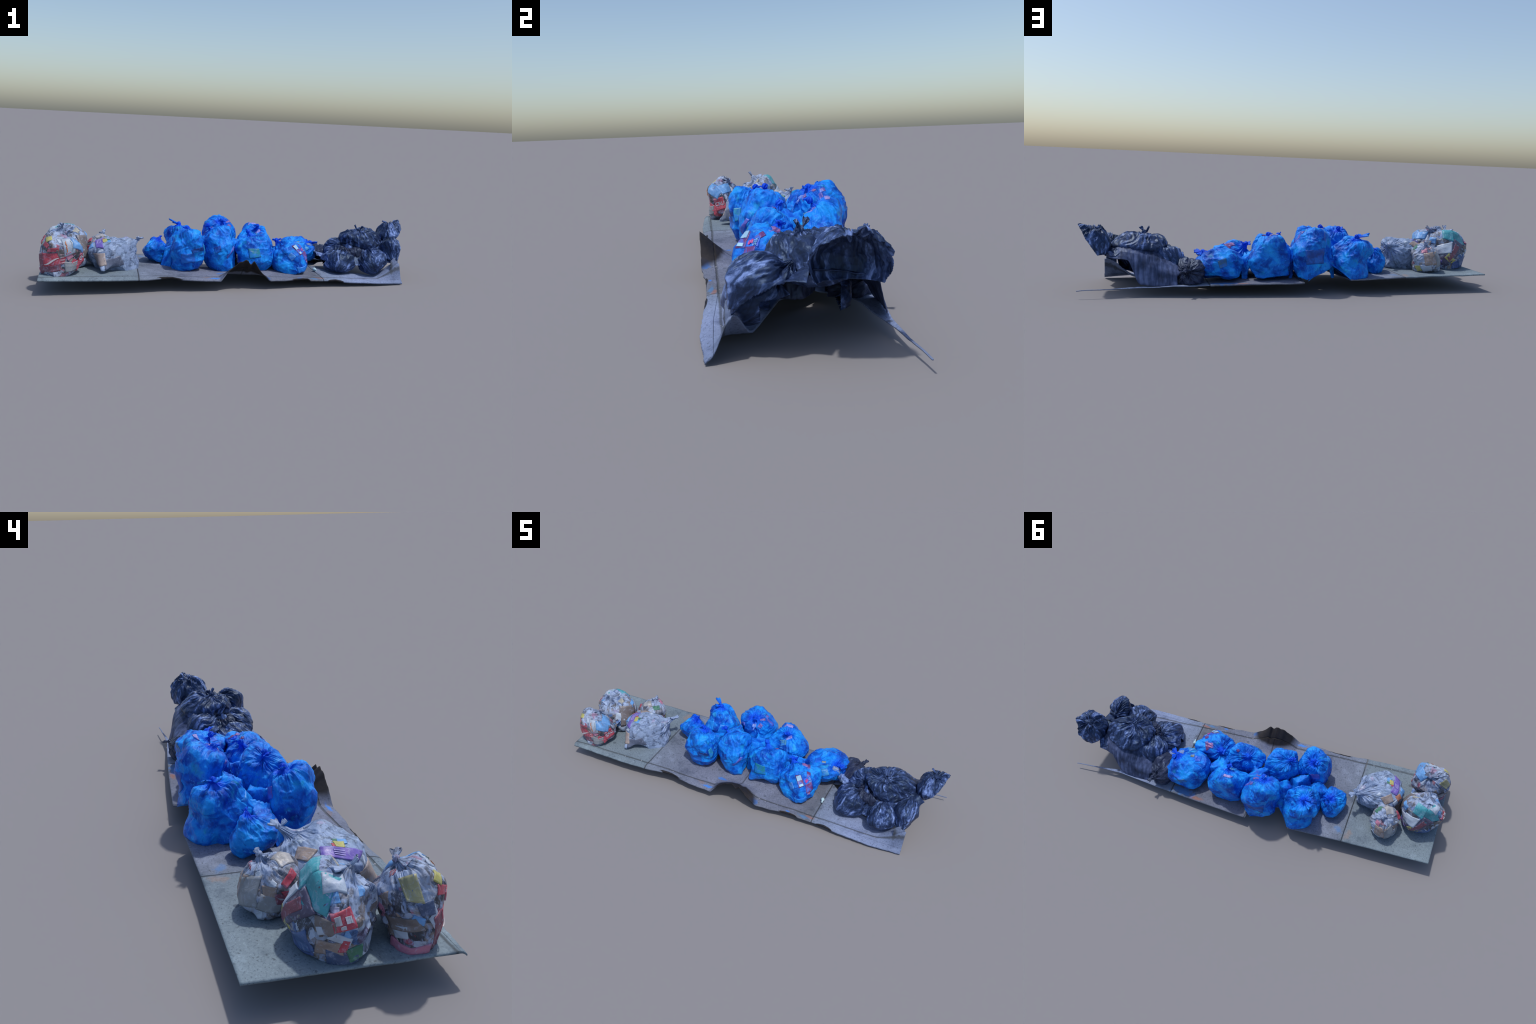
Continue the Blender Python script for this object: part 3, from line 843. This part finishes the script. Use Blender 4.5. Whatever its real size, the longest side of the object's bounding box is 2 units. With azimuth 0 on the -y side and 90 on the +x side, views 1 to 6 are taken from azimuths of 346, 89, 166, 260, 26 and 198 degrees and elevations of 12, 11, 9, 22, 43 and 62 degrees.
    add_print(s, "lettering", F, t, np.stack([-p[:, 1] + .010, p[:, 0]], -1), (.25, .55, .90), .0056)
    t, p = strip(lambda t: (t * .008 - .008, .003 * np.sin(t * 3), 1 + 0 * t), .007)
    add_print(s, "pink_print", F, t, p, (.45, .04, .25), .0050)
    F = frame_on(s, -65, 38, 25)
    t, p = strip(lambda t: (t * .012, .016 + 0 * t, 1 + 0 * t), .013, 8)
    add_print(s, "label_field", F, t, p, (.30, .52, .75), .0052)
    t, p = strip(lambda t: (t * .010, -.022 + 0 * t, 1 + 0 * t), .006, 8)
    add_print(s, "label_field", F, t, p, (.35, .60, .80), .0052)
    s = S['C4']
    F = frame_on(s, -163, 42, -23)
    for i in range(3):
        t, p = strip(lambda t: (t * .016 - .006, .008 - .007 * i + .0008 * np.sin(t * 23), 1 + 0 * t), .0016, 20)
        add_print(s, "printed_line", F, t, p, (.34, .30, .62), .0050)
    F = frame_on(S['C2'], 176, 17, 12)
    for a, b, hw, hh in ((-.012, .004, .007, .010), (.012, .0, .007, .007), (-.004, -.014, .006, .004)):
        t, p = strip(lambda t: (t * hw + a, b + 0 * t, 1 + 0 * t), hh, 6)
        add_print(S['C2'], "card_field", F, t, p, (.44, .46, .52), .0052)

    # ---------------- hanging film of the black heap
    drape = mat_drape()
    R = S['K4'].o

    def loft(name, rows, mat, parent, n=60, m=36, amp=.004, thick=.002):
        rows = [np.array(q, float) for q in rows]
        cols = []
        for q in rows:
            t = np.linspace(0, 1, len(q))
            cols.append(np.stack([np.interp(np.linspace(0, 1, n), t, q[:, a]) for a in range(3)], -1))
            for _ in range(3):
                cc = cols[-1]
                cc[1:-1] = (cc[:-2] + 2 * cc[1:-1] + cc[2:]) / 4
        cols = np.stack(cols)
        tt = np.linspace(0, 1, len(rows))
        P = np.stack([np.stack([np.interp(np.linspace(0, 1, m), tt, cols[:, i, a]) for a in range(3)], -1) for i in range(n)])
        N = normals_of(P, False)
        q = P.reshape(-1, 3)
        hgt = amp * (1.5 * noise(q * 17 + 4) + .8 * (ridged(q * np.array([48, 30, 10]) + 2) - .6))
        P = P + N * hgt.reshape(n, m, 1)
        V, f = solid_sheet(P, -N * thick)
        return mesh_obj(name, V, f, mat, None, parent)
    loft("hanging_sheet", [[(.845, .115, .205), (.82, .145, .212), (.785, .170, .212), (.74, .180, .212), (.68, .170, .20), (.61, .155, .16), (.55, .19, .12)],
                          [(.858, .160, .190), (.828, .192, .188), (.79, .213, .188), (.74, .218, .182), (.68, .214, .165), (.61, .215, .13), (.55, .225, .10)],
                          [(.866, .195, .176), (.827, .212, .172), (.785, .225, .168), (.745, .240, .14), (.68, .246, .12), (.62, .247, .10), (.57, .246, .085)],
                          [(.864, .220, .164), (.822, .224, .160), (.782, .230, .154), (.742, .262, .052), (.68, .268, .045), (.62, .268, .046), (.57, .266, .048)]], drape, R)
    loft("hanging_sheet", [[(.80, -.085, .105), (.80, -.05, .15), (.81, -.01, .17), (.83, .03, .185), (.85, .06, .20)],
                          [(.85, -.10, .105), (.855, -.065, .155), (.862, -.01, .18), (.875, .035, .192), (.89, .065, .205)],
                          [(.878, -.112, .100), (.890, -.080, .145), (.902, -.02, .182), (.912, .03, .182), (.923, .055, .180)]], black, R, amp=.003)
    loft("hanging_sheet", [[(.835, .055, .205), (.840, .12, .208), (.835, .17, .198), (.815, .20, .185)],
                          [(.870, .060, .196), (.868, .12, .192), (.856, .18, .184), (.840, .212, .172)],
                          [(.905, .070, .206), (.890, .12, .196), (.878, .185, .186), (.862, .218, .168)]], black, R, amp=.004)
    loft("hanging_sheet", [[(.835, -.122, .120), (.85, -.118, .132), (.865, -.112, .138), (.880, -.104, .135)],
                          [(.835, -.126, .085), (.855, -.121, .098), (.87, -.116, .110), (.884, -.109, .115)],
                          [(.835, -.124, .062), (.855, -.120, .080), (.87, -.115, .092), (.886, -.108, .100)]], stone, R, amp=.001)  # slab-coloured patch, not film, added to close the gap under the end sack
    loft("hanging_sheet", [[(-.26, .20, .10), (-.20, .17, .14), (-.16, .155, .15), (-.11, .18, .15), (-.05, .22, .12)],
                          [(-.245, .25, .085), (-.20, .20, .12), (-.165, .18, .138), (-.12, .205, .13), (-.05, .26, .09)],
                          [(-.243, .278, .072), (-.205, .235, .105), (-.168, .204, .126), (-.12, .225, .108), (-.03, .285, .066)]], blue, S['B5'].o, amp=.002)

    # added filler sheets closing the valleys, where the scan bridged neighbouring sacks
    step = .004
    gx, gy = np.arange(-1.0, 1.0001, step), np.arange(-.30, .3001, step)
    X, Y = np.meshgrid(gx, gy, indexing='ij')
    H0 = slab_z(X, Y)
    H, near, close = H0.copy(), np.zeros(X.shape, int), np.zeros(X.shape, int)
    disc = [(i, j) for i in range(-23, 24) for j in range(-23, 24) if i * i + j * j <= 529]

    def shifted(A, i, j, fill):
        B = np.full(A.shape, fill, A.dtype)
        n, m = A.shape
        B[max(i, 0):n + min(i, 0), max(j, 0):m + min(j, 0)] = A[max(-i, 0):n + min(-i, 0), max(-j, 0):m + min(-j, 0)]
        return B
    for k, q in S.items():
        h = np.full(X.shape, -1.0)
        lo, hi = q.V.min(0), q.V.max(0)
        for i in range(*np.searchsorted(gx, (lo[0], hi[0]))):
            for j in range(*np.searchsorted(gy, (lo[1], hi[1]))):
                t = q.tree.ray_cast(Vector((gx[i], gy[j], .6)), Vector((0, 0, -1)))
                if t[0] is not None:
                    h[i, j] = t[0].z
        m = h > H0 + .03
        d, e = np.zeros(X.shape, bool), np.zeros(X.shape, bool)
        for i, j in disc:
            if i * i + j * j <= 196:
                d |= shifted(m, i, j, False)
            if i * i + j * j <= 30:
                e |= shifted(m, i, j, False)
        near += d
        close += e
        H = np.maximum(H, h)
    Rb = .09
    U = np.full(X.shape, -9.0)
    for i, j in disc:
        U = np.maximum(U, shifted(H, i, j, -9.0) + math.sqrt(max(Rb * Rb - (i * i + j * j) * step * step, 0)) - Rb)
    W = np.full(X.shape, 9.0)
    for i, j in disc:
        W = np.minimum(W, shifted(U, i, j, 9.0) - math.sqrt(max(Rb * Rb - (i * i + j * j) * step * step, 0)) + Rb)
    valley = (near >= 3) & (W - H0 > .02)
    sink = np.zeros(X.shape)
    reach = valley.copy()
    for n in range(1, 16):
        wide = reach.copy()
        for i, j in ((1, 0), (-1, 0), (0, 1), (0, -1)) + (((1, 1), (-1, 1), (1, -1), (-1, -1)) if n % 2 else ()):
            wide |= shifted(reach, i, j, False)
        sink[wide & ~reach] = n * step * 2.6
        reach = wide
    q = np.stack([X, Y, W], -1).reshape(-1, 3)
    deep = np.where(X > .47, .026, .012)
    Zw = W - deep - .14 * (W - H0) - sink + (.006 * noise(q * 20) + .004 * (ridged(q * np.array([30, 20, 20])) - .6)).reshape(X.shape)
    want = reach & (Zw > H - .003) & ((X < .60) | (Y < -.11) | (Zw > .145) | ((Y < .05) & (X < .78) & (Zw > .09))) & (X < .86) & ((X > .44) | (Y < .185)) & ((np.abs(X - .43) > .07) | (Y > .08))
    grow = want.copy()
    for i, j in disc:
        if i * i + j * j <= 4:
            grow |= shifted(want, i, j, False) & reach
    Zw = np.maximum(Zw, H0 - .004)
    for nm, a, b, mt, par in (("valley_filler", -1.1, -.80, mat_clear('cool'), 'C2'), ("valley_filler", -.50, .445, blue, 'B4'), ("valley_filler", .445, 1.1, black, 'K4')):
        ok = grow & (X >= a) & (X < b)
        cell = ok[:-1, :-1] & ok[1:, :-1] & ok[:-1, 1:] & ok[1:, 1:]
        ii, jj = np.nonzero(cell)
        my = X.shape[1]
        fc = np.stack([ii * my + jj, (ii + 1) * my + jj, (ii + 1) * my + jj + 1, ii * my + jj + 1], -1)
        used, inv = np.unique(fc, return_inverse=True)
        P = np.stack([X, Y, Zw], -1).reshape(-1, 3)[used]
        o = mesh_obj(nm, P, inv.reshape(-1, 4), mt, Matrix.Translation(Vector(S[par].knot)), S[par].o)
        o["kind"] = "stuff"
        bm = bmesh.new()
        bm.from_mesh(o.data)
        seen, crumbs = set(), []
        for f0 in bm.faces:
            if f0 in seen:
                continue
            island, todo = {f0}, [f0]
            while todo:
                for ed in todo.pop().edges:
                    for f1 in ed.link_faces:
                        if f1 not in island:
                            island.add(f1)
                            todo.append(f1)
            seen |= island
            if len(island) < 60:
                crumbs += list(island)
        bmesh.ops.delete(bm, geom=crumbs, context='FACES')
        bm.to_mesh(o.data)
        bm.free()
        md = o.modifiers.new("thickness", 'SOLIDIFY')
        md.thickness, md.offset = .002, -1

    # small white bulb lying at the joint
    prof = [(0, .0), (.006, .001), (.0095, .006), (.0095, .012), (.006, .018), (.0042, .022), (.004, .032), (.0, .0335)]
    n = 20
    P = np.array([[(r * math.cos(a), r * math.sin(a), z) for a in np.linspace(0, 2 * math.pi, n, endpoint=False)] for r, z in prof])
    Rm = np.array(Matrix.Rotation(math.radians(90), 3, 'X') @ Matrix.Rotation(math.radians(10), 3, 'Y'))
    V = P.reshape(-1, 3) @ Rm.T + [.425, -.030, .056]
    lb = mesh_obj("light_bulb", V, grid_faces(len(prof), n, True), mat_piece((.42, .60, .66), .1), Matrix.Translation((.425, -.03, .056)))
    lb["label"], lb["category"] = "small pale bulb lying on the pavement", "light bulb"


build()
